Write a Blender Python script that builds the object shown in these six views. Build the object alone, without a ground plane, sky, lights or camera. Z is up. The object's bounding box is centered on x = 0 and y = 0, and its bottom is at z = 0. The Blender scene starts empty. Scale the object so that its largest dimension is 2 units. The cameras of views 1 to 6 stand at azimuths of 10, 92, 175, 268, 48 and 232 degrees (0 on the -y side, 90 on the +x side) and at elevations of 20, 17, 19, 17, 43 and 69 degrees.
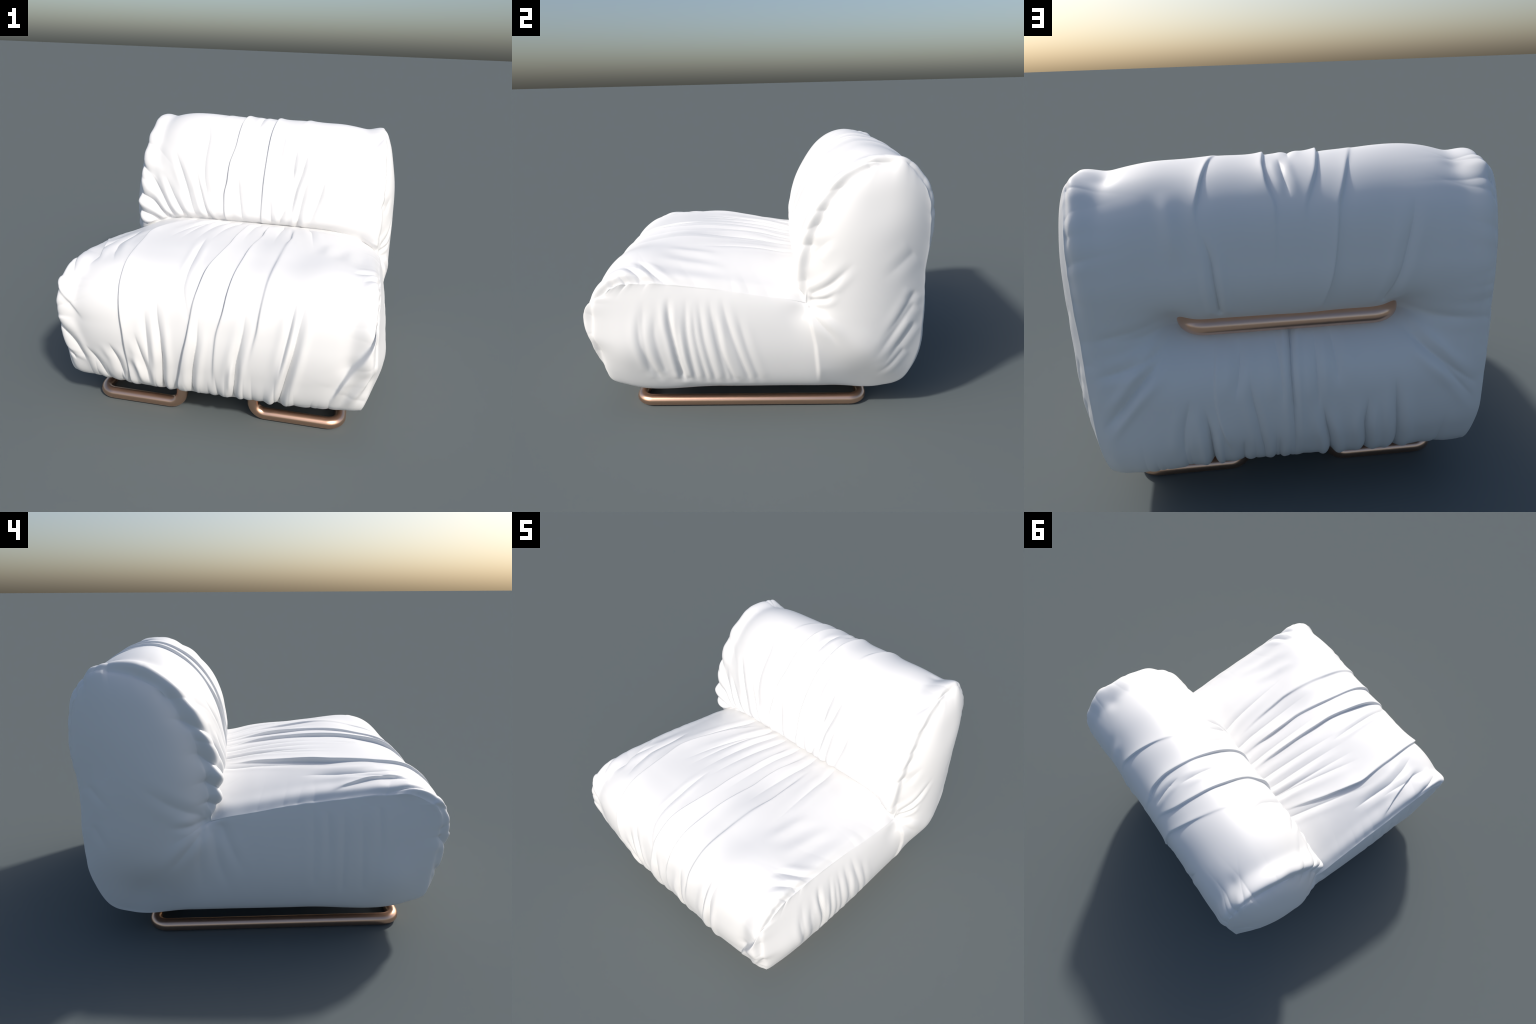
"""Low upholstered lounge chair: a slouchy white loose cover over a seat block and a
tall rounded backrest, standing on copper tube runners, with a copper tube across the back."""
import math
import numpy as np

try:
    import bpy
except ImportError:          # lets the geometry part be used for measuring
    bpy = None

rng = np.random.default_rng(7)

# ------------------------------------------------------------------ profile
# One loop round the chair in the y-z plane, seen from the side: under the seat, up the
# front, over the seat, into the crotch, up the backrest, over its top and down the rear.
# Each station: (y, z) at the side seam, (y, z) on the centre line, half width at the seam,
# and how boxy the section across the chair is there (2 = arch, 5 = nearly flat).
STATIONS = [
    # seam            centre           half  boxy
    ((0.42, 0.175),  (0.42, 0.155),   0.790, 4.0),   # 0  underside, rear
    ((-0.20, 0.183), (-0.20, 0.160),  0.800, 4.0),   # 1  underside, middle
    ((-0.76, 0.185), (-0.785, 0.165), 0.795, 4.0),   # 2  underside, front
    ((-0.858, 0.235), (-0.895, 0.225), 0.815, 4.0),  # 3
    ((-0.885, 0.42), (-0.965, 0.40),  0.840, 5.5),   # 4
    ((-0.900, 0.60), (-0.978, 0.61),  0.845, 6.0),   # 5  front, fullest
    ((-0.878, 0.73), (-0.935, 0.77),  0.845, 6.0),   # 6
    ((-0.79, 0.815), (-0.83, 0.877),  0.845, 5.5),   # 7  front edge of the seat
    ((-0.60, 0.840), (-0.62, 0.937),  0.847, 4.5),   # 8
    ((-0.25, 0.810), (-0.33, 0.950),  0.850, 4.0),   # 9  crown of the seat
    ((0.08, 0.760),  (0.02, 0.917),   0.855, 4.0),   # 10
    ((0.23, 0.735),  (0.20, 0.880),   0.855, 5.0),   # 11
    ((0.29, 0.715),  (0.273, 0.870),  0.845, 6.5),   # 12 crotch
    ((0.300, 0.79),  (0.226, 0.918),  0.845, 8.0),   # 13
    ((0.320, 0.98),  (0.230, 1.080),  0.845, 8.0),   # 14 front of the backrest
    ((0.40, 1.22),   (0.305, 1.300),  0.845, 7.0),   # 15
    ((0.53, 1.395),  (0.450, 1.467),  0.835, 5.5),   # 16
    ((0.69, 1.465),  (0.620, 1.545),  0.822, 4.5),   # 17 top
    ((0.83, 1.450),  (0.810, 1.505),  0.820, 4.5),   # 18
    ((0.925, 1.34),  (0.937, 1.390),  0.822, 5.5),   # 19
    ((0.958, 1.13),  (0.984, 1.160),  0.825, 7.0),   # 20 rear, upper roll
    ((0.945, 0.88),  (0.957, 0.880),  0.825, 7.0),   # 21 rear, waist at the bar
    ((0.950, 0.62),  (0.986, 0.600),  0.822, 7.0),   # 22 rear, lower roll
    ((0.922, 0.38),  (0.946, 0.360),  0.815, 6.0),   # 23
    ((0.845, 0.220), (0.865, 0.225),  0.797, 4.0),   # 24
    ((0.73, 0.165),  (0.740, 0.165),  0.780, 4.0),   # 25
]
CROTCH = 12
K = len(STATIONS)
seam_yz = np.array([s[0] for s in STATIONS], float)
mid_yz = np.array([s[1] for s in STATIONS], float)
half_x = np.array([s[2] for s in STATIONS], float)
boxy = np.array([s[3] for s in STATIONS], float)

chord = np.linalg.norm(np.roll(mid_yz, -1, 0) - mid_yz, axis=1)   # station i to i+1


def tangents(v, corner=True):
    """Finite-difference tangents per unit length of the centre loop, left and right."""
    d = (np.roll(v, -1, 0) - v) / (chord[:, None] if v.ndim == 2 else chord)
    dp = np.roll(d, 1, 0)
    hp, hn = np.roll(chord, 1), chord
    wa, wb = hn / (hp + hn), hp / (hp + hn)
    if v.ndim == 2:
        wa, wb = wa[:, None], wb[:, None]
    m = dp * wa + d * wb
    left, right = m.copy(), m.copy()
    if corner:                       # the crotch is a sharp crease
        left[CROTCH], right[CROTCH] = dp[CROTCH], d[CROTCH]
    return left, right


def along(v, u, corner=True):
    """Smooth periodic curve through station values v at station coordinate u."""
    left, right = tangents(v, corner)
    i = np.floor(u).astype(int) % K
    j = (i + 1) % K
    f = u - np.floor(u)
    h = chord[i]
    h00, h10 = 2 * f**3 - 3 * f**2 + 1, f**3 - 2 * f**2 + f
    h01, h11 = -2 * f**3 + 3 * f**2, f**3 - f**2
    if v.ndim == 2:
        h, h00, h10, h01, h11 = (a[..., None] for a in (h, h00, h10, h01, h11))
    return h00 * v[i] + h10 * h * right[i] + h01 * v[j] + h11 * h * left[j]


def spaced(u0, u1, n):
    """n station coordinates from u0 (kept) to u1 (left out), evenly spaced along the cloth."""
    uu = np.linspace(u0, u1, 2000)
    p = along(mid_yz, uu)
    s = np.concatenate([[0], np.cumsum(np.linalg.norm(np.diff(p, axis=0), axis=1))])
    return np.interp(np.linspace(0, s[-1], n + 1)[:-1], s, uu)


# four runs of the loop = the four edges of a side panel
N_END, N_LONG, N_WIDE = 120, 330, 600
U_FRONT, U_SEAT, U_TOP, U_REAR = 3.0, 7.0, 16.0, 19.0
run_front = spaced(U_FRONT, U_SEAT, N_END)
run_inner = spaced(U_SEAT, U_TOP, N_LONG)
run_top = spaced(U_TOP, U_REAR, N_END)
run_outer = spaced(U_REAR, K + U_FRONT, N_LONG)
U = np.concatenate([run_front, run_inner, run_top, run_outer])
N_LOOP = len(U)
XI = np.sin(np.linspace(-1, 1, N_WIDE) * math.pi / 2 * 0.62) / math.sin(math.pi / 2 * 0.62)


def gauss(d, w):
    return np.exp(-(d / w) ** 2)


def sstep(a, b, x):
    t = np.clip((x - a) / (b - a), 0, 1)
    return t * t * (3 - 2 * t)


# ------------------------------------------------------------------ main sheet
def base_sheet():
    s, m = along(seam_yz, U), along(mid_yz, U)
    hx, p = along(half_x, U, False), along(boxy, U, False)
    w = 1 - np.abs(XI)[None, :] ** p[:, None]
    yz = s[:, None, :] + (m - s)[:, None, :] * w[..., None]
    x = hx[:, None] * XI[None, :]
    P = np.concatenate([x[..., None], yz], axis=2)
    # the rear is drawn in round the copper bar
    y, z = P[..., 1], P[..., 2]
    rear = sstep(0.5, 0.8, y)
    reach = np.maximum(np.abs(P[..., 0]) - 0.45, 0)
    dz = z - 0.885
    near = np.where(dz > 0, np.exp(-dz / 0.035), np.exp(dz / 0.075))
    dip = 0.125 * np.exp(-(reach / 0.15) ** 2) * (0.5 * gauss(dz, 0.11) + 0.5 * near)
    dip = dip + 0.060 * gauss(np.hypot(np.abs(P[..., 0]) - 0.475, (z - 0.925) * 1.1), 0.068)
    P[..., 1] -= rear * dip
    return P


def grid_normals(P, wrap):
    du = np.roll(P, -1, 0) - np.roll(P, 1, 0) if wrap else np.gradient(P, axis=0)
    dv = np.gradient(P, axis=1)
    n = np.cross(du, dv)
    return n / np.maximum(np.linalg.norm(n, axis=2, keepdims=True), 1e-12)


# ------------------------------------------------------------------ side panels
def coons(front, inner, top, outer):
    """Grid between four edges. front: bottom to top (a), inner: front to back (b)."""
    na, nb = len(front), len(inner)
    a = np.linspace(0, 1, na)[:, None, None]
    b = np.linspace(0, 1, nb)[None, :, None]
    low, high = outer, inner
    left, right = front, top
    g = (1 - a) * low[None] + a * high[None] + (1 - b) * left[:, None] + b * right[:, None]
    g = g - ((1 - a) * (1 - b) * low[0] + (1 - a) * b * low[-1] + a * (1 - b) * high[0] + a * b * high[-1])
    return g


def panel_rows():
    """Loop indices that run along the four edges of a panel."""
    i0, i1, i2, i3 = 0, N_END, N_END + N_LONG, 2 * N_END + N_LONG
    front = np.arange(i0, i1 + 1)
    inner = np.arange(i1, i2 + 1)
    top = np.arange(i3, i2 - 1, -1)
    outer = np.concatenate([[0], np.arange(N_LOOP - 1, i3 - 1, -1)])
    return front, inner, top, outer


# soft swellings and hollows of each side panel: y, z, height, radius
PANEL_LUMPS = {
    1: [(0.29, 0.71, -0.030, 0.08), (0.62, 0.42, 0.026, 0.16), (-0.74, 0.45, 0.040, 0.18), (0.68, 1.30, -0.018, 0.14), (0.78, 0.28, 0.015, 0.12)],
    -1: [(0.29, 0.71, -0.035, 0.08), (0.70, 0.30, -0.045, 0.17), (0.70, 1.32, -0.010, 0.14), (0.50, 0.95, 0.018, 0.18), (-0.70, 0.33, 0.026, 0.14)],
}


def fading(front, inner, top, outer, near):
    """Spreads a displacement of the four edges into the panel, dying out close to the seam."""
    na, nb = len(front), len(inner)
    g = lambda t: np.exp(-t / near) * (1 - t)
    a = np.linspace(0, 1, na)[:, None, None]
    b = np.linspace(0, 1, nb)[None, :, None]
    ga, ha, gb, hb = g(a), g(1 - a), g(b * 2), g((1 - b) * 2)
    d = ga * outer[None] + ha * inner[None] + gb * front[:, None] + hb * top[:, None]
    return d - (ga * gb * outer[0] + ga * hb * outer[-1] + ha * gb * inner[0] + ha * hb * inner[-1])


def hump(a, p, q):
    """0 at both seams, 1 at its peak, fuller towards a = 0 when p < q."""
    top = p / (p + q)
    return np.clip(a, 0, 1) ** p * np.clip(1 - a, 0, 1) ** q / (top**p * (1 - top) ** q)


def base_panel(edge, side, shift):
    f, i, t, o = panel_rows()
    G = coons(edge[f], edge[i], edge[t], edge[o])
    na, nb = G.shape[:2]
    a = np.linspace(0, 1, na)[:, None]
    b = np.linspace(0, 1, nb)[None, :]
    fb = np.clip(1 - np.abs(2 * b - 1) ** 6, 0, 1) ** 0.7
    y, z = G[..., 1], G[..., 2]
    seat_part = 1 - sstep(0.15, 0.45, y + 0.35 * (z - 0.7))
    deep_seat, deep_back = (0.076, 0.102) if side > 0 else (0.053, 0.108)
    rim = np.clip(4 * a * (1 - a), 0, 1) ** 0.5
    bulge = (deep_seat * seat_part * hump(a, 0.50, 0.95) + deep_back * (1 - seat_part) * hump(a, 1.05, 0.85)) * fb
    for cy, cz, high, wide in PANEL_LUMPS[side]:
        bulge = bulge + high * gauss(np.hypot(y - cy, z - cz), wide) * rim * fb
    G[..., 0] += side * bulge
    return G + fading(shift[f], shift[i], shift[t], shift[o], 0.05)


# ------------------------------------------------------------------ folds of the sheet
# Folds run round the loop. Their spines are given as (station, x) knots read from front to
# back; heights and widths are metres.
S_ROW = np.concatenate([[0], np.cumsum(np.linalg.norm(np.diff(along(mid_yz, U), axis=0), axis=1))])

ROUND = S_ROW[-1] + np.linalg.norm(along(mid_yz, U[-1:]) - along(mid_yz, U[:1]))
S_FRONT = np.where(U >= K, S_ROW - ROUND, S_ROW)      # hem folds of the front: underside first
U_LINE = np.concatenate([U[U >= K] - K, U])
S_LINE = np.concatenate([S_ROW[U >= K] - ROUND, S_ROW])


def smooth(v, n):
    k = np.hanning(2 * n + 3)[1:-1]
    return np.convolve(np.pad(v, n, mode="edge"), k / k.sum(), mode="valid")


class Cloth:
    """Collects the lift along the normal and the sideways pull of every fold."""

    def __init__(self, P):
        self.x = P[..., 0]
        self.lift = np.zeros(P.shape[:2])
        self.pull = np.zeros(P.shape[:2])

    def spine(self, knots, fade):
        u = np.array([k[0] for k in knots])
        x = np.array([k[1] for k in knots])
        o = np.argsort(u)
        u, x = u[o], x[o]
        S = S_FRONT if u[0] < U_FRONT else S_ROW
        s_k = np.interp(u, U_LINE, S_LINE)
        xf = smooth(np.interp(S, s_k, x), 9)
        t = (S - s_k[0]) / (s_k[-1] - s_k[0])
        f0, f1 = fade
        env = sstep(-0.02, max(f0, 0.02), t) * (1 - sstep(1 - max(f1, 0.02), 1.02, t))
        rows = np.where(env > 0)[0]
        slope = np.gradient(xf, S_ROW)
        slope = np.where(np.abs(slope) < 3, slope, 0)
        d = (self.x[rows] - xf[rows, None]) / np.sqrt(1 + slope[rows, None] ** 2)
        return rows, d, env[rows, None]

    def pleat(self, knots, height, face=-1, roll=0.055, trough=0.03, fade=(0.25, 0.25), sharp=0.0045):
        """Cloth lapped over itself: high on one side, a steep edge facing `face` (-1: towards -x)."""
        rows, d, env = self.spine(knots, fade)
        e = -d * face
        r = np.random.default_rng(int(1000 * (3 + knots[0][1]) + 10 * knots[0][0]))
        wave = sum(np.sin(S_ROW[rows] * f + r.uniform(0, 6.28)) for f in (5.0, 9.0, 15.0)) / 3
        vary = (0.82 + 0.36 * wave)[:, None]                 # no fold keeps its height all the way
        step = 0.5 * (1 + np.tanh(e / (sharp * (2.4 - 1.4 * np.clip(vary * env, 0, 1)))))
        h = height * env * vary
        self.lift[rows] += h * (step * np.exp(-np.maximum(e, 0) / roll) - 0.40 * (1 - step) * np.exp(np.minimum(e, 0) / trough))
        self.pull[rows] += face * 0.55 * h * np.exp(-np.maximum(e, 0) / 0.035) * step

    def groove(self, knots, depth, width=0.012, fade=(0.35, 0.35)):
        """Sharp crease between two soft shoulders."""
        rows, d, env = self.spine(knots, fade)
        a = np.abs(d)
        self.lift[rows] += depth * env * (0.45 * gauss(a - 2.6 * width, 1.6 * width) - 1.25 * np.exp(-a / (0.75 * width)))

    def ridge(self, knots, height, width=0.025, fade=(0.4, 0.4)):
        """Soft rounded fold."""
        rows, d, env = self.spine(knots, fade)
        self.lift[rows] += height * env * (gauss(d, width) - 0.35 * gauss(np.abs(d) - 2 * width, width))

    def cross(self, knots, height, width=0.014, fade=(0.3, 0.3), face=0):
        """Fold that runs across the loop, from seam inwards or out of the bar's ends."""
        x = np.array([k[1] for k in knots])
        s = np.interp([k[0] for k in knots], U_LINE, S_LINE)
        o = np.argsort(x)
        x, s = x[o], s[o]
        cols = np.where((self.x[0] / np.abs(self.x[0]).max() * 0.87 > x[0] - 0.05) & (self.x[0] / np.abs(self.x[0]).max() * 0.87 < x[-1] + 0.05))[0]
        xx = self.x[:, cols]
        sf = np.interp(xx, x, s)
        t = (xx - x[0]) / (x[-1] - x[0])
        env = sstep(-0.02, max(fade[0], 0.02), t) * (1 - sstep(1 - max(fade[1], 0.02), 1.02, t))
        slope = np.mean(np.abs(np.diff(s) / np.diff(x)))
        d = (S_ROW[:, None] - sf) / math.sqrt(1 + slope**2)
        if face:
            e = d * face
            step = 0.5 * (1 + np.tanh(e / 0.006))
            self.lift[:, cols] += height * env * (step * np.exp(-np.maximum(e, 0) / 0.05) - 0.4 * (1 - step) * np.exp(np.minimum(e, 0) / 0.025))
        else:
            self.lift[:, cols] += height * env * (0.45 * gauss(np.abs(d) - 2.6 * width, 1.6 * width) - np.exp(-np.abs(d) / width))


def seat_folds(c):
    # long laps from the crotch over the seat and down the front
    c.pleat([(11.7, -0.33), (10.93, -0.376), (9.7, -0.46), (8.85, -0.525), (7.9, -0.518), (6.4, -0.497), (4.9, -0.449), (3.43, -0.44), (2.8, -0.44)], 0.024, roll=0.07, fade=(0.05, 0.2))
    c.groove([(8.83, -0.17), (7.6, -0.16), (6.49, -0.159), (5.94, -0.129), (5.3, -0.10)], 0.007)
    c.pleat([(11.2, 0.0), (9.82, 0.005), (8.5, -0.002), (7.6, -0.036), (6.2, -0.086), (4.94, -0.104), (4.29, -0.132), (3.39, -0.169), (2.7, -0.18)], 0.026, roll=0.06, fade=(0.08, 0.2))
    c.pleat([(11.6, 0.14), (9.83, 0.146), (9.1, 0.148), (8.2, 0.115), (7.2, 0.095), (5.9, 0.078), (5.16, 0.046), (4.44, 0.036), (3.2, 0.02)], 0.020, roll=0.05, fade=(0.3, 0.2))
    c.pleat([(11.7, 0.25), (10.9, 0.264), (9.82, 0.300), (9.08, 0.324), (8.2, 0.305), (6.96, 0.275), (5.39, 0.258), (4.3, 0.215), (3.2, 0.18)], 0.014, roll=0.05, fade=(0.3, 0.25), sharp=0.008)
    c.groove([(6.78, 0.498), (6.11, 0.478), (5.31, 0.459), (4.75, 0.444), (4.13, 0.417), (3.29, 0.386), (2.6, 0.37)], 0.024, 0.016, fade=(0.05, 0.6))
    c.ridge([(6.6, 0.462), (5.5, 0.44), (5.04, 0.43), (4.1, 0.395), (3.2, 0.36)], 0.008, 0.016)
    c.groove([(6.49, 0.44), (5.5, 0.420), (4.1, 0.375)], 0.008, 0.014)
    c.groove([(6.19, -0.288), (5.39, -0.272), (4.87, -0.257), (4.23, -0.250), (3.33, -0.264), (2.7, -0.27)], 0.021, 0.014, fade=(0.1, 0.6))
    c.groove([(6.06, 0.192), (5.39, 0.187), (4.75, 0.167), (4.35, 0.151), (3.29, 0.132), (2.6, 0.13)], 0.020, 0.015, fade=(0.1, 0.6))
    c.groove([(5.74, -0.050), (4.84, -0.052), (3.97, -0.083), (3.36, -0.096), (2.7, -0.10)], 0.019, 0.013, fade=(0.1, 0.6))
    c.ridge([(4.6, 0.145), (3.9, 0.125), (3.1, 0.115)], 0.010, 0.014)
    c.ridge([(4.3, -0.405), (3.7, -0.375), (3.1, -0.37)], 0.012, 0.018)
    c.groove([(4.9, -0.39), (4.0, -0.35), (3.2, -0.335)], 0.010, 0.012)
    c.groove([(5.6, -0.34), (4.6, -0.325), (3.8, -0.32)], 0.006, 0.014)
    # soft gathers that fan out of the crotch
    for x0, x1, h in ((-0.262, -0.320, 0.009), (-0.274, -0.395, 0.009), (-0.19, -0.225, 0.006), (-0.10, -0.14, 0.006), (0.05, 0.055, 0.006), (0.22, 0.235, 0.007), (0.40, 0.47, 0.006), (-0.46, -0.60, 0.007)):
        c.groove([(11.9, x0 * 0.9), (10.4, x0), (8.5, x1)], h, 0.016, fade=(0.75, 0.15))
    c.ridge([(9.3, 0.553), (8.2, 0.540)], 0.006, 0.03)
    c.ridge([(9.4, 0.69), (8.1, 0.662)], 0.006, 0.03)
    # front corners: cloth drawn diagonally towards the hem
    c.pleat([(6.49, -0.850), (5.9, -0.782), (5.35, -0.726), (5.0, -0.675)], 0.016, face=-1, roll=0.08, fade=(0.5, 0.05))
    c.groove([(5.1, -0.840), (4.66, -0.785), (4.17, -0.745), (3.6, -0.70)], 0.016, 0.016, fade=(0.4, 0.05))
    c.groove([(4.15, -0.825), (3.9, -0.790), (3.6, -0.755)], 0.009, 0.012)
    c.groove([(4.3, -0.69), (3.63, -0.620), (3.0, -0.59)], 0.009, 0.018)
    c.groove([(4.5, -0.545), (3.94, -0.504), (3.2, -0.485)], 0.012, 0.015)
    c.pleat([(6.6, 0.858), (5.66, 0.807), (4.97, 0.775), (4.41, 0.739), (3.94, 0.696), (3.3, 0.645)], 0.040, face=-1, roll=0.06, trough=0.05, fade=(0.3, 0.15))
    c.ridge([(4.6, 0.83), (3.9, 0.775), (3.2, 0.73)], 0.010, 0.016)
    # seat corner on the far side
    c.groove([(7.2, -0.585), (7.73, -0.63), (8.28, -0.663), (9.3, -0.655)], 0.011, 0.018)
    c.pleat([(7.3, -0.69), (7.8, -0.705), (8.25, -0.735), (8.8, -0.80)], 0.016, roll=0.04, fade=(0.3, 0.2))
    c.groove([(6.4, -0.745), (6.57, -0.765), (7.1, -0.785), (7.65, -0.812), (7.9, -0.84)], 0.014, 0.014)
    c.groove([(8.6, -0.70), (8.05, -0.708), (7.38, -0.708), (7.0, -0.72)], 0.006, 0.014)
    # pinches along the seat seam
    c.cross([(7.75, 0.696), (8.04, 0.768), (8.4, 0.86)], 0.010, 0.013)
    c.cross([(7.40, 0.74), (7.8, 0.80), (8.08, 0.868)], 0.009, 0.011)
    c.cross([(7.30, 0.79), (7.42, 0.83), (7.50, 0.868)], 0.009, 0.010)
    c.cross([(7.0, 0.80), (7.05, 0.868)], 0.007, 0.010)


def backrest_folds(c):
    # the two long laps that go up the front, over the top and down the rear
    c.pleat([(12.1, -0.215), (13.3, -0.219), (14.0, -0.222), (14.32, -0.203), (14.9, -0.202), (15.4, -0.177), (16.4, -0.168), (17.35, -0.15), (18.09, -0.125), (19.0, -0.075), (19.6, -0.06)], 0.019, roll=0.035, fade=(0.03, 0.3))
    c.pleat([(12.1, 0.04), (13.4, 0.041), (14.6, 0.046), (15.6, 0.052), (16.3, 0.058), (17.13, 0.066), (17.8, 0.083), (18.44, 0.075), (18.9, 0.045), (19.5, 0.045), (20.3, 0.06)], 0.019, roll=0.035, fade=(0.03, 0.4))
    c.pleat([(16.4, -0.335), (17.48, -0.28), (18.27, -0.237), (19.0, -0.198), (19.6, -0.183), (20.12, -0.166), (20.75, -0.120)], 0.015, roll=0.035, fade=(0.35, 0.05))
    c.pleat([(16.6, 0.24), (17.53, 0.292), (18.12, 0.319), (18.67, 0.337), (19.09, 0.348), (19.6, 0.320)], 0.012, roll=0.03, face=-1, fade=(0.4, 0.4))
    c.groove([(19.3, 0.335), (19.7, 0.298), (20.08, 0.293), (20.7, 0.278)], 0.014, 0.012, fade=(0.5, 0.05))
    c.groove([(14.7, -0.139), (14.04, -0.124), (13.41, -0.104), (12.1, -0.09)], 0.007, 0.014)
    c.groove([(16.9, -0.433), (15.69, -0.379), (14.83, -0.384), (14.37, -0.375), (13.95, -0.350), (13.2, -0.32), (12.2, -0.29)], 0.007, 0.016)
    c.groove([(14.7, -0.440), (14.11, -0.405), (13.58, -0.376), (13.06, -0.347), (12.1, -0.32)], 0.012, 0.013, fade=(0.05, 0.6))
    c.groove([(15.2, -0.61), (14.5, -0.537), (14.11, -0.498), (13.55, -0.464), (12.2, -0.42)], 0.009, 0.016)
    c.groove([(14.4, -0.66), (13.71, -0.591), (13.17, -0.538), (12.2, -0.50)], 0.011, 0.015, fade=(0.05, 0.6))
    c.groove([(14.9, -0.81), (14.14, -0.722), (13.65, -0.671), (13.06, -0.617), (12.2, -0.58)], 0.012, 0.016, fade=(0.1, 0.6))
    c.groove([(14.6, -0.870), (14.01, -0.801), (13.45, -0.723), (12.7, -0.66), (12.1, -0.62)], 0.018, 0.015, fade=(0.05, 0.3))
    c.groove([(15.4, -0.872), (14.93, -0.821), (14.4, -0.755)], 0.014, 0.020, fade=(0.3, 0.3))
    c.groove([(14.0, -0.870), (13.31, -0.797), (12.8, -0.74), (12.2, -0.70)], 0.016, 0.013, fade=(0.1, 0.3))
    c.groove([(13.4, -0.868), (12.9, -0.82), (12.3, -0.78)], 0.014, 0.012, fade=(0.1, 0.3))
    c.groove([(15.6, 0.244), (14.93, 0.235), (14.4, 0.244)], 0.006, 0.012)
    c.groove([(15.5, 0.325), (14.68, 0.292), (14.22, 0.263), (13.84, 0.252), (13.2, 0.245)], 0.012, 0.013)
    c.groove([(14.9, 0.37), (14.27, 0.324), (13.81, 0.308), (13.31, 0.297), (12.1, 0.285)], 0.013, 0.013, fade=(0.05, 0.6))
    c.groove([(14.7, 0.46), (14.11, 0.432), (13.65, 0.408), (13.02, 0.374), (12.2, 0.34)], 0.008, 0.013)
    c.groove([(13.98, 0.095), (13.38, 0.104), (12.2, 0.11)], 0.007, 0.013)
    c.groove([(13.6, 0.210), (13.1, 0.175), (12.2, 0.16)], 0.008, 0.012)
    c.groove([(16.2, 0.15), (15.4, 0.142), (14.8, 0.15)], 0.004, 0.012)
    c.groove([(17.6, -0.03), (17.0, -0.04), (16.2, -0.05)], 0.006, 0.012)
    c.groove([(18.8, -0.02), (18.2, 0.0), (17.5, 0.01)], 0.008, 0.011)
    # top corner on the near side
    c.groove([(17.6, 0.81), (16.9, 0.79), (16.3, 0.77), (15.8, 0.745)], 0.012, 0.022)
    c.ridge([(18.4, 0.464), (19.25, 0.440), (19.9, 0.430)], 0.007, 0.03)
    c.groove([(18.9, -0.50), (19.73, -0.459), (20.19, -0.434), (20.7, -0.38)], 0.010, 0.016, fade=(0.4, 0.05))
    # rear, below the bar
    c.pleat([(21.08, 0.300), (21.49, 0.311), (21.76, 0.319), (22.24, 0.316), (22.63, 0.296), (23.3, 0.265)], 0.011, face=1, roll=0.05)
    c.groove([(21.15, 0.204), (21.52, 0.217), (22.0, 0.24)], 0.009, 0.016)
    c.groove([(21.5, 0.175), (21.93, 0.174), (22.36, 0.154), (22.75, 0.143), (23.3, 0.128), (24.6, 0.12)], 0.010, 0.012)
    c.groove([(21.08, 0.068), (21.55, 0.050), (22.2, 0.043)], 0.007, 0.016)
    c.groove([(21.04, -0.002), (21.32, 0.002), (21.59, 0.007), (22.08, 0.002), (23.05, -0.007), (24.8, -0.01)], 0.018, 0.011, fade=(0.02, 0.8))
    c.groove([(21.1, -0.099), (21.55, -0.098), (22.4, -0.103)], 0.008, 0.013)
    c.groove([(21.08, -0.166), (21.45, -0.180), (21.9, -0.19)], 0.008, 0.018)
    c.groove([(22.2, -0.120), (22.75, -0.143), (23.35, -0.166), (24.8, -0.18)], 0.022, 0.014, fade=(0.35, 0.2))
    c.groove([(22.1, -0.315), (22.71, -0.305), (23.52, -0.327), (24.8, -0.33)], 0.020, 0.014, fade=(0.35, 0.2))
    c.groove([(21.8, -0.430), (22.47, -0.443), (23.41, -0.463), (24.8, -0.47)], 0.020, 0.016, fade=(0.35, 0.2))
    c.groove([(22.1, 0.366), (22.67, 0.354), (23.64, 0.350), (24.8, 0.35)], 0.020, 0.014, fade=(0.35, 0.2))
    c.groove([(21.9, 0.42), (22.5, 0.46), (23.3, 0.47)], 0.008, 0.015)
    c.groove([(22.8, 0.21), (23.6, 0.22), (24.8, 0.21)], 0.009, 0.013)
    c.groove([(22.8, 0.06), (23.6, 0.06), (24.8, 0.05)], 0.009, 0.013)
    # tension folds that fan out of the bar's ends
    c.cross([(21.10, -0.442), (21.38, -0.547), (21.69, -0.647), (22.2, -0.80)], 0.011, 0.016)
    c.cross([(21.25, -0.493), (21.66, -0.624), (22.5, -0.79)], 0.010, 0.016)
    c.cross([(20.87, -0.421), (20.94, -0.589), (21.01, -0.80)], 0.006, 0.016)
    c.cross([(20.80, 0.50), (20.87, 0.644), (20.94, 0.80)], 0.006, 0.016)
    c.cross([(21.10, 0.47), (21.35, 0.599), (21.55, 0.80)], 0.009, 0.015)
    c.cross([(21.20, 0.48), (21.59, 0.606), (22.04, 0.704), (22.5, 0.79)], 0.013, 0.016)
    c.cross([(21.38, 0.534), (21.72, 0.628), (22.4, 0.76)], 0.012, 0.014)


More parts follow.
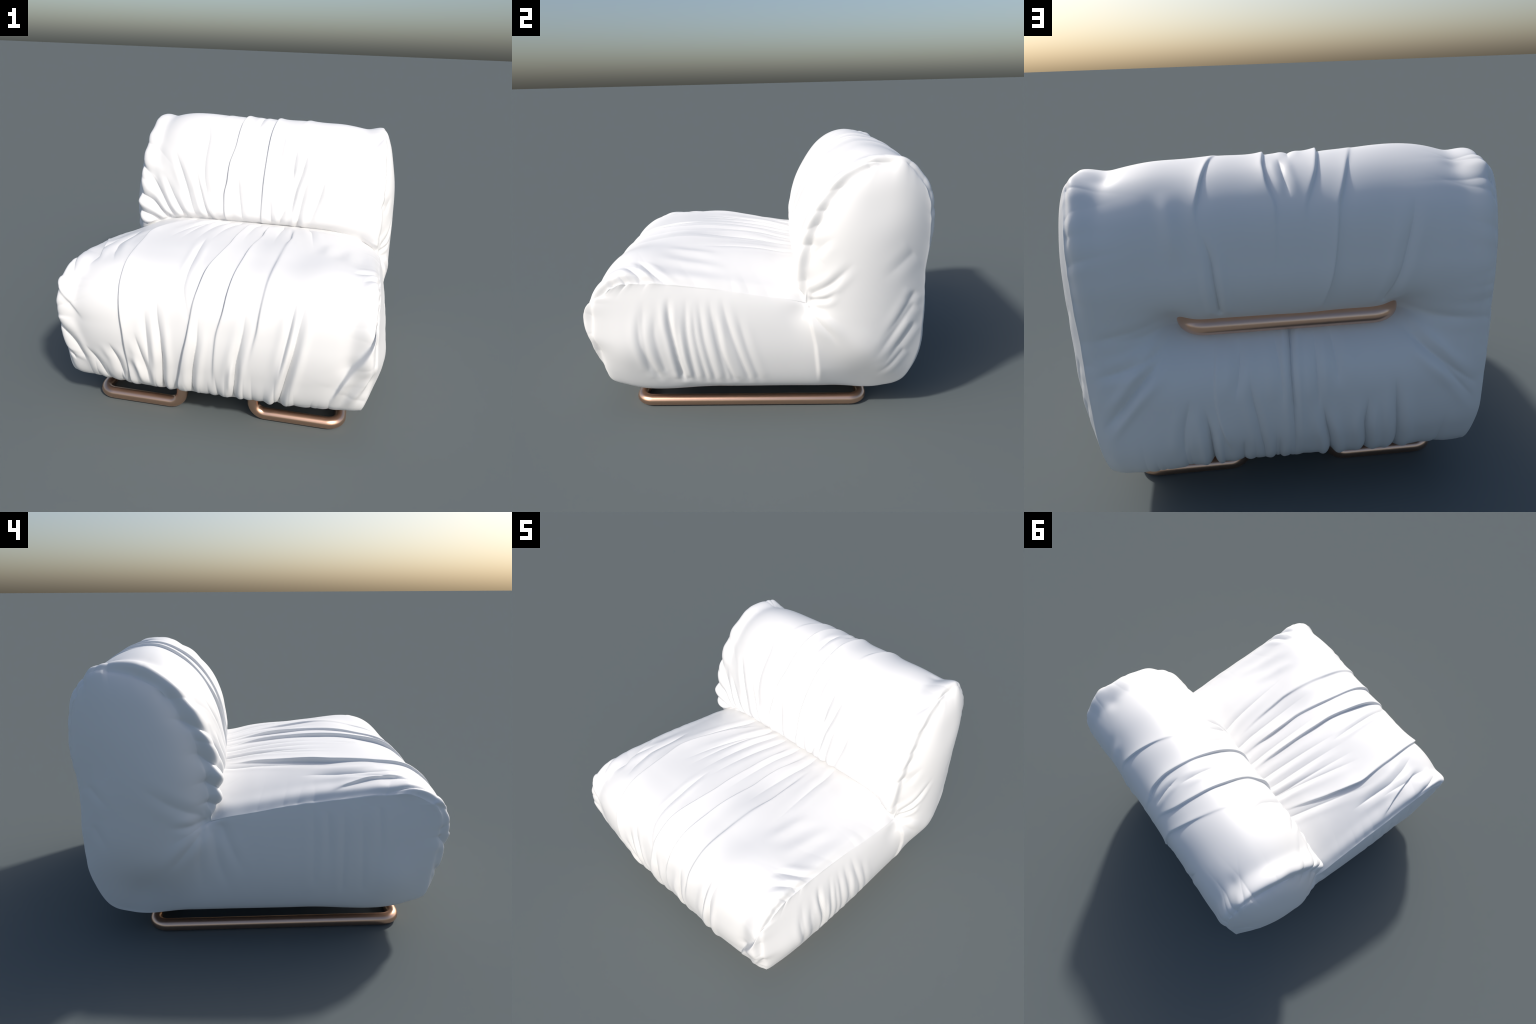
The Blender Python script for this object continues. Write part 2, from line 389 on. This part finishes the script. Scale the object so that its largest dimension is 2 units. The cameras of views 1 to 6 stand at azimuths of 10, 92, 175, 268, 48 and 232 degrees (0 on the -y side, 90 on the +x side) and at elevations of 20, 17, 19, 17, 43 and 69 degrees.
# how much of a lip the sheet forms over the side panels, and how ruffled it is, by station
LIP_AT = [3.0, 4.0, 5.0, 6.3, 7.4, 8.5, 10.0, 11.5, 12.0, 12.6, 14.0, 15.5, 17.0, 18.0, 19.0, 20.0, 21.5, 29.0]
LIP = [0.005, 0.020, 0.034, 0.038, 0.028, 0.014, 0.006, 0.004, 0.006, 0.030, 0.036, 0.036, 0.034, 0.030, 0.020, 0.012, 0.004, 0.0]
RUFFLE = [0.002, 0.005, 0.009, 0.009, 0.008, 0.004, 0.001, 0.001, 0.0, 0.004, 0.009, 0.010, 0.006, 0.006, 0.008, 0.005, 0.002, 0.0]


def seam_lips(c, P):
    r = np.random.default_rng(11)
    half = along(half_x, U, False)[:, None]
    for side in (-1, 1):
        d = half - side * c.x
        lip = np.interp(U, LIP_AT, LIP)
        ruf = np.interp(U, LIP_AT, RUFFLE)
        wave = sum(r.uniform(0.4, 1) * np.sin(S_ROW * f + r.uniform(0, 6.28)) for f in (9, 17, 29, 41)) / 2.4
        lift = (lip * (1 + 0.16 * wave))[:, None] * gauss(d - 0.054, 0.042)
        c.lift += lift
        c.pull += side * (lip * (0.75 + 0.14 * wave))[:, None] * gauss(d - 0.050, 0.036)
        s = 0.0
        while s < S_ROW[-1]:
            s += r.uniform(0.07, 0.19)
            amp = np.interp(s, S_ROW, ruf) * r.uniform(0.3, 1.6)
            if amp < 0.001:
                continue
            slant = r.uniform(-1.7, -0.6) if 12 < np.interp(s, S_ROW, U) < 16.5 else r.uniform(-0.6, 0.5)
            w, reach = r.uniform(0.012, 0.028), r.uniform(0.05, 0.10)
            e = S_ROW[:, None] - s - slant * d
            c.lift += -amp * np.exp(-np.abs(e) / w) * np.exp(-np.maximum(d, 0) / reach) * sstep(-0.005, 0.012, d) + 0.5 * amp * gauss(e - 2.4 * w, 1.6 * w) * np.exp(-np.maximum(d, 0) / reach)
    # ears at the upper corners and the flap at the front corner: station, side, height, length, inset
    for u0, side, h, ls, ld in ((17.75, 1, 0.020, 0.055, 0.055), (17.9, -1, 0.020, 0.06, 0.055), (6.1, -1, 0.022, 0.09, 0.04), (4.6, 1, 0.022, 0.07, 0.05)):
        d = half - side * c.x
        s0 = np.interp(u0, U, S_ROW)
        e = (S_ROW - s0)[:, None]
        c.lift += h * gauss(e, ls) * (gauss(d, ld) - 0.45 * gauss(d - 2.2 * ld, 0.9 * ld))


def hem_gathers(c):
    """Small puckers where the cover is drawn in at the hem, front and rear."""
    r = np.random.default_rng(23)
    for x in np.arange(-0.70, 0.72, 0.062):
        x = x + r.uniform(-0.025, 0.025)
        c.groove([(1.6, x), (3.2, x), (3.4 + r.uniform(0.1, 1.0), x + r.uniform(-0.01, 0.02))], r.uniform(0.002, 0.008), 0.012, fade=(0.6, 0.5))
        x = x + r.uniform(-0.02, 0.02)
        c.groove([(22.9 + r.uniform(-0.6, 0.7), x), (25.6, x)], r.uniform(0.002, 0.008), 0.012, fade=(0.5, 0.5))


def soft_noise(a, b, seed, scale):
    r = np.random.default_rng(seed)
    v = 0
    for _ in range(14):
        th, f = r.uniform(0, math.pi), scale * r.uniform(0.5, 1.6)
        v = v + np.sin(f * (math.cos(th) * a + math.sin(th) * b) + r.uniform(0, 6.28))
    return v / 5.3


# the filling is not symmetric: station, x, height, length round the loop, width
SHEET_LUMPS = [(7.6, 0.62, 0.044, 0.22, 0.25), (16.4, -0.58, 0.032, 0.20, 0.24), (15.9, 0.52, -0.014, 0.12, 0.20),
               (5.6, -0.66, 0.022, 0.26, 0.20), (23.4, 0.66, 0.028, 0.16, 0.20), (20.3, -0.68, 0.012, 0.2, 0.15),
               (8.6, 0.32, 0.022, 0.18, 0.18), (9.8, 0.55, 0.016, 0.22, 0.20),
               (19.9, 0.70, 0.016, 0.26, 0.12)]


def sheet_relief(P):
    c = Cloth(P)
    seat_folds(c)
    backrest_folds(c)
    hem_gathers(c)
    seam_lips(c, P)
    for u0, x0, high, ls, lx in SHEET_LUMPS:
        inside = sstep(0.0, 0.12, 0.86 - np.abs(c.x))
        c.lift += high * gauss(c.x - x0, lx) * gauss(S_ROW - np.interp(u0, U, S_ROW), ls)[:, None] * inside
    c.lift += 0.0022 * soft_noise(c.x * 2.2, S_ROW[:, None] * 0.8, 5, 9)
    return c.lift, c.pull


# ------------------------------------------------------------------ folds of the side panels
# (y, z) spines, depth, width; all soft creases, strongest where they leave the crotch or hem
PANEL_FOLDS = {
    1: [
        ([(-0.482, 0.79), (-0.480, 0.653), (-0.455, 0.514), (-0.420, 0.25)], 0.016, 0.014),
        ([(-0.62, 0.778), (-0.629, 0.605), (-0.610, 0.30)], 0.006, 0.018),
        ([(-0.56, 0.70), (-0.565, 0.55), (-0.52, 0.30)], 0.006, 0.016),
        ([(-0.38, 0.79), (-0.381, 0.577), (-0.351, 0.25)], 0.009, 0.014),
        ([(-0.312, 0.78), (-0.290, 0.538), (-0.235, 0.24)], 0.009, 0.014),
        ([(-0.254, 0.78), (-0.220, 0.537), (-0.165, 0.24)], 0.009, 0.014),
        ([(-0.186, 0.79), (-0.157, 0.649), (-0.086, 0.407), (-0.035, 0.24)], 0.010, 0.014),
        ([(-0.345, 0.76), (-0.335, 0.55), (-0.285, 0.24)], 0.009, 0.012),
        ([(-0.225, 0.70), (-0.190, 0.45), (-0.125, 0.24)], 0.010, 0.012),
        ([(-0.660, 0.70), (-0.650, 0.50), (-0.560, 0.26)], 0.008, 0.016),
        ([(-0.440, 0.70), (-0.420, 0.45), (-0.385, 0.24)], 0.008, 0.010),
        ([(-0.100, 0.70), (-0.040, 0.45), (0.020, 0.24)], 0.006, 0.016),
        ([(0.300, 0.76), (0.425, 0.847), (0.556, 0.986)], 0.013, 0.016),
        ([(0.300, 0.73), (0.403, 0.764), (0.470, 0.82)], 0.013, 0.013),
        ([(0.300, 0.70), (0.400, 0.695)], 0.011, 0.013),
        ([(0.300, 0.69), (0.428, 0.554), (0.47, 0.48)], 0.009, 0.016),
        ([(0.900, 0.80), (0.791, 0.624), (0.680, 0.50)], 0.009, 0.018),
        ([(0.900, 0.73), (0.771, 0.550), (0.660, 0.380)], 0.010, 0.019),
        ([(0.905, 0.611), (0.820, 0.487), (0.690, 0.290)], 0.009, 0.017),
        ([(0.85, 0.45), (0.76, 0.33), (0.68, 0.26)], 0.007, 0.014),
        ([(0.88, 1.02), (0.68, 0.86)], 0.005, 0.024),
        ([(0.33, 1.0), (0.40, 1.08), (0.46, 1.12)], 0.005, 0.018),
    ],
    -1: [
        ([(0.300, 0.74), (0.479, 0.837), (0.680, 0.98)], 0.008, 0.022),
        ([(0.300, 0.73), (0.388, 0.713), (0.520, 0.715)], 0.010, 0.015),
        ([(0.310, 0.71), (0.426, 0.565), (0.540, 0.42)], 0.008, 0.018),
        ([(0.330, 0.683), (0.352, 0.477), (0.335, 0.28)], 0.006, 0.014),
        ([(0.280, 0.693), (0.252, 0.475), (0.166, 0.25)], 0.006, 0.018),
        ([(0.246, 0.728), (0.173, 0.534), (0.10, 0.40)], 0.006, 0.018),
        ([(-0.398, 0.819), (-0.402, 0.300)], 0.006, 0.014),
        ([(-0.486, 0.817), (-0.512, 0.300)], 0.005, 0.014),
        ([(-0.234, 0.823), (-0.246, 0.350)], 0.005, 0.016),
        ([(-0.31, 0.78), (-0.33, 0.40)], 0.004, 0.014),
        ([(-0.58, 0.80), (-0.60, 0.45)], 0.004, 0.014),
        ([(0.900, 0.930), (0.770, 0.790)], 0.007, 0.018),
        ([(0.890, 0.720), (0.800, 0.545)], 0.006, 0.018),
        ([(0.485, 1.43), (0.515, 1.33)], 0.006, 0.020),
    ],
}


def panel_relief(G, side):
    y, z = G[..., 1], G[..., 2]
    out = 0.0022 * soft_noise(y, z, 40 + side, 8)
    if side > 0:
        # the backrest's cover laps over the seat's along a curved seam below the crotch
        line = np.interp(z, [0.18, 0.32, 0.49, 0.63, 0.72], [0.362, 0.356, 0.341, 0.313, 0.278])
        e = y - line
        lap = 0.5 * (1 + np.tanh(e / 0.005)) * np.exp(-np.maximum(e, 0) / 0.10) * (e > -0.05)
        out += 0.012 * lap * sstep(0.20, 0.34, z) * (1 - sstep(0.64, 0.72, z))
    for knots, depth, width in PANEL_FOLDS[side]:
        k = np.array(knots)
        seg = np.linalg.norm(np.diff(k, axis=0), axis=1)
        total, run = seg.sum(), 0.0
        best = np.full(y.shape, 9.0)
        tt = np.zeros(y.shape)
        fine = np.concatenate([[0], np.cumsum(seg)])
        t_f = np.linspace(0, total, 24)
        ky, kz = smooth(np.interp(t_f, fine, k[:, 0]), 3), smooth(np.interp(t_f, fine, k[:, 1]), 3)
        for i in range(23):
            ay, az = ky[i], kz[i]
            by, bz = ky[i + 1] - ay, kz[i + 1] - az
            f = np.clip(((y - ay) * by + (z - az) * bz) / (by * by + bz * bz + 1e-12), 0, 1)
            d = np.hypot(y - ay - f * by, z - az - f * bz)
            near = d < best
            best = np.where(near, d, best)
            tt = np.where(near, (i + f) / 23, tt)
        if k[0, 1] > 0.69 and k[-1, 1] < 0.36 and k[0, 0] < 0:      # gathers that run down to the hem
            env = sstep(0.0, 0.35, tt) * (1 - sstep(0.9, 1.06, tt))
            weight = 0.9 if depth > 0.012 else 0.55
        else:
            env = sstep(0.0, 0.12, tt) * (1 - sstep(0.35, 1.0, tt))
            weight = 0.7 if k[0, 0] < 0.7 else 0.5
        out += weight * depth * env * (0.5 * gauss(best - 2.4 * width, 1.5 * width) - np.exp(-(best / width) ** 1.4))
    return out


def build_surface():
    P = base_sheet()
    seams = P.copy()
    n = grid_normals(P, True)
    if n[N_END // 2, N_WIDE // 2, 1] > 0:
        n = -n
    lift, pull = sheet_relief(P)
    P = P + n * lift[..., None]
    P[..., 0] += pull
    panels = []
    for side, col in ((-1, 0), (1, N_WIDE - 1)):
        G = base_panel(seams[:, col], side, P[:, col] - seams[:, col])
        m = grid_normals(G, False)
        m *= np.sign(m[..., 0:1] * side + 1e-9)
        G[1:-1, 1:-1] += (m * panel_relief(G, side)[..., None])[1:-1, 1:-1]
        panels.append(G)
    return P, panels


# ------------------------------------------------------------------ Blender
def make_material(name, colour, rough, metal=0.0, bump=None, vary=0.0):
    mat = bpy.data.materials.new(name)
    mat.use_nodes = True
    nt = mat.node_tree
    bsdf = nt.nodes["Principled BSDF"]
    bsdf.inputs["Base Color"].default_value = (*colour, 1)
    bsdf.inputs["Roughness"].default_value = rough
    bsdf.inputs["Metallic"].default_value = metal
    co = nt.nodes.new("ShaderNodeTexCoord")
    if vary:
        noise = nt.nodes.new("ShaderNodeTexNoise")
        noise.inputs["Scale"].default_value = 6.0
        noise.inputs["Detail"].default_value = 3.0
        nt.links.new(co.outputs["Object"], noise.inputs["Vector"])
        ramp = nt.nodes.new("ShaderNodeValToRGB")
        ramp.color_ramp.elements[0].color = (*[c * (1 - vary) for c in colour], 1)
        ramp.color_ramp.elements[1].color = (*[min(1, c * (1 + vary)) for c in colour], 1)
        nt.links.new(noise.outputs["Fac"], ramp.inputs["Fac"])
        nt.links.new(ramp.outputs["Color"], bsdf.inputs["Base Color"])
    return mat


def mesh_object(name, verts, faces, mat, parent, normals=None):
    me = bpy.data.meshes.new(name)
    nv, nf = len(verts), len(faces)
    me.vertices.add(nv)
    me.vertices.foreach_set("co", np.asarray(verts, np.float32).ravel())
    k = faces.shape[1]
    me.loops.add(nf * k)
    me.loops.foreach_set("vertex_index", faces.astype(np.int32).ravel())
    me.polygons.add(nf)
    me.polygons.foreach_set("loop_start", np.arange(0, nf * k, k, dtype=np.int32))
    me.polygons.foreach_set("use_smooth", np.ones(nf, bool))
    me.update(calc_edges=True)
    me.validate()
    if normals is not None:
        me.normals_split_custom_set_from_vertices([tuple(n) for n in normals])
    me.materials.append(mat)
    ob = bpy.data.objects.new(name, me)
    bpy.context.scene.collection.objects.link(ob)
    ob.parent = parent
    return ob


def tube(path, radius, bend, segments=24, arc=10):
    """Round tube along a polyline whose inner corners are bent to the given radius."""
    path = [np.array(p, float) for p in path]
    pts = [path[0]]
    for a, b, c in zip(path, path[1:], path[2:]):
        d1, d2 = (a - b) / np.linalg.norm(a - b), (c - b) / np.linalg.norm(c - b)
        ang = math.acos(np.clip(d1 @ d2, -1, 1))
        cut = bend / math.tan(ang / 2)
        bis = (d1 + d2) / np.linalg.norm(d1 + d2)
        centre = b + bis * bend / math.sin(ang / 2)
        s, e = b + d1 * cut - centre, b + d2 * cut - centre
        tot = math.acos(np.clip((s @ e) / bend**2, -1, 1))
        for k in range(arc + 1):
            t = k / arc
            pts.append(centre + (math.sin((1 - t) * tot) * s + math.sin(t * tot) * e) / math.sin(tot))
    pts.append(path[-1])
    pts = np.array(pts)
    tan = np.gradient(pts, axis=0)
    tan[0], tan[-1] = pts[1] - pts[0], pts[-1] - pts[-2]
    tan /= np.linalg.norm(tan, axis=1, keepdims=True)
    ref = np.cross(tan[0], [0.3, 0.2, 0.9])
    rings = []
    for p, t in zip(pts, tan):
        ref = ref - t * (ref @ t)
        ref /= np.linalg.norm(ref)
        bi = np.cross(t, ref)
        th = np.linspace(0, 2 * math.pi, segments, endpoint=False)[:, None]
        rings.append(p + radius * (np.cos(th) * ref + np.sin(th) * bi))
    v = np.concatenate(rings)
    m = len(pts)
    i, j = np.meshgrid(np.arange(m - 1), np.arange(segments), indexing="ij")
    j2 = (j + 1) % segments
    f = np.stack([i * segments + j, i * segments + j2, (i + 1) * segments + j2, (i + 1) * segments + j], -1).reshape(-1, 4)
    return v, f


TUBE_R = 0.034


def main():
    fabric = make_material("white_cotton_cover", (0.80, 0.80, 0.80), 0.5, vary=0.008)
    copper = make_material("brushed_copper", (0.84, 0.53, 0.38), 0.29, 1.0, vary=0.02)

    chair = bpy.data.objects.new("lounge_chair", None)
    bpy.context.scene.collection.objects.link(chair)
    chair["label"] = "low white slipcovered lounge chair on copper tube runners"
    chair["category"] = "lounge chair"

    # ---- cover: one welded surface, then separated by region
    P, panels = build_surface()
    nl, nw = N_LOOP, N_WIDE
    verts = [P.reshape(-1, 3)]
    sheet_id = np.arange(nl * nw).reshape(nl, nw)
    i, j = np.meshgrid(np.arange(nl), np.arange(nw - 1), indexing="ij")
    i2 = (i + 1) % nl
    sheet_f = np.stack([sheet_id[i, j], sheet_id[i2, j], sheet_id[i2, j + 1], sheet_id[i, j + 1]], -1).reshape(-1, 4)
    sheet_u = np.repeat(U % K, nw - 1)
    faces, tags = [sheet_f], []
    is_back = (sheet_u >= CROTCH)
    tags.append(np.where(is_back, 1, 0))
    base = nl * nw
    f, inn, t, o = panel_rows()
    for side, col, G in ((-1, 0, panels[0]), (1, nw - 1, panels[1])):
        na, nb = G.shape[:2]
        ids = np.full((na, nb), -1)
        ids[:, 0], ids[:, -1] = sheet_id[f, col], sheet_id[t, col]
        ids[0, :], ids[-1, :] = sheet_id[o, col], sheet_id[inn, col]
        inner = G[1:-1, 1:-1].reshape(-1, 3)
        ids[1:-1, 1:-1] = base + np.arange(len(inner)).reshape(na - 2, nb - 2)
        base += len(inner)
        verts.append(inner)
        a, b = np.meshgrid(np.arange(na - 1), np.arange(nb - 1), indexing="ij")
        q = [ids[a, b], ids[a, b + 1], ids[a + 1, b + 1], ids[a + 1, b]]
        if side > 0:
            q = q[::-1]
        faces.append(np.stack(q, -1).reshape(-1, 4))
        # border between the seat's and the backrest's panel follows the seam down from the crotch
        b_crotch = np.argmin(np.abs(run_inner - CROTCH)) / N_LONG
        tag = np.where(b + 0.5 < b_crotch * nb, 2, 3) + (4 if side > 0 else 0)
        faces_tag = tag.reshape(-1)
        tags.append(faces_tag)
    verts, faces, tags = np.concatenate(verts), np.concatenate(faces), np.concatenate(tags)

    # consistent outward winding and normals of the whole body
    p0, p1, p2, p3 = (verts[faces[:, k]] for k in range(4))
    fn = np.cross(p2 - p0, p3 - p1)
    vol = np.einsum("ij,ij->", fn, (p0 + p1 + p2 + p3) / 4 - verts.mean(0))
    if vol < 0:
        faces = faces[:, ::-1]
        fn = -fn
    vn = np.zeros_like(verts)
    for k in range(4):
        for c in range(3):
            vn[:, c] += np.bincount(faces[:, k], weights=fn[:, c], minlength=len(verts))
    vn /= np.maximum(np.linalg.norm(vn, axis=1, keepdims=True), 1e-12)

    def piece(name, which, parent):
        fs = faces[tags == which]
        used, inv = np.unique(fs, return_inverse=True)
        return mesh_object(name, verts[used], inv.reshape(-1, 4), fabric, parent, vn[used])

    seat = piece("seat", 0, chair)
    back = piece("backrest", 1, chair)
    piece("side_panel", 2, seat)
    piece("side_panel", 6, seat)
    piece("side_panel", 3, back)
    piece("side_panel", 7, back)

    # ---- copper tubes
    frame = bpy.data.objects.new("frame", None)
    bpy.context.scene.collection.objects.link(frame)
    frame.parent = chair
    r = TUBE_R
    for side in (-1, 1):
        yf = -0.738 + 0.008 * side
        v, fc = tube([(side * 0.21, yf, 0.34), (side * 0.21, yf, r), (side * 0.71, yf, r),
                      (side * 0.71, 0.63, r), (side * 0.21, 0.63, r), (side * 0.21, 0.63, 0.34)], r, 0.075)
        mesh_object("runner", v, fc, copper, frame)
    v, fc = tube([(-0.435, 0.60, 0.94), (-0.435, 0.880, 0.898), (0.425, 0.880, 0.898), (0.425, 0.60, 0.94)], 0.038, 0.085)
    mesh_object("back_rail", v, fc, copper, frame)


if __name__ == "__main__" and bpy is not None:
    main()
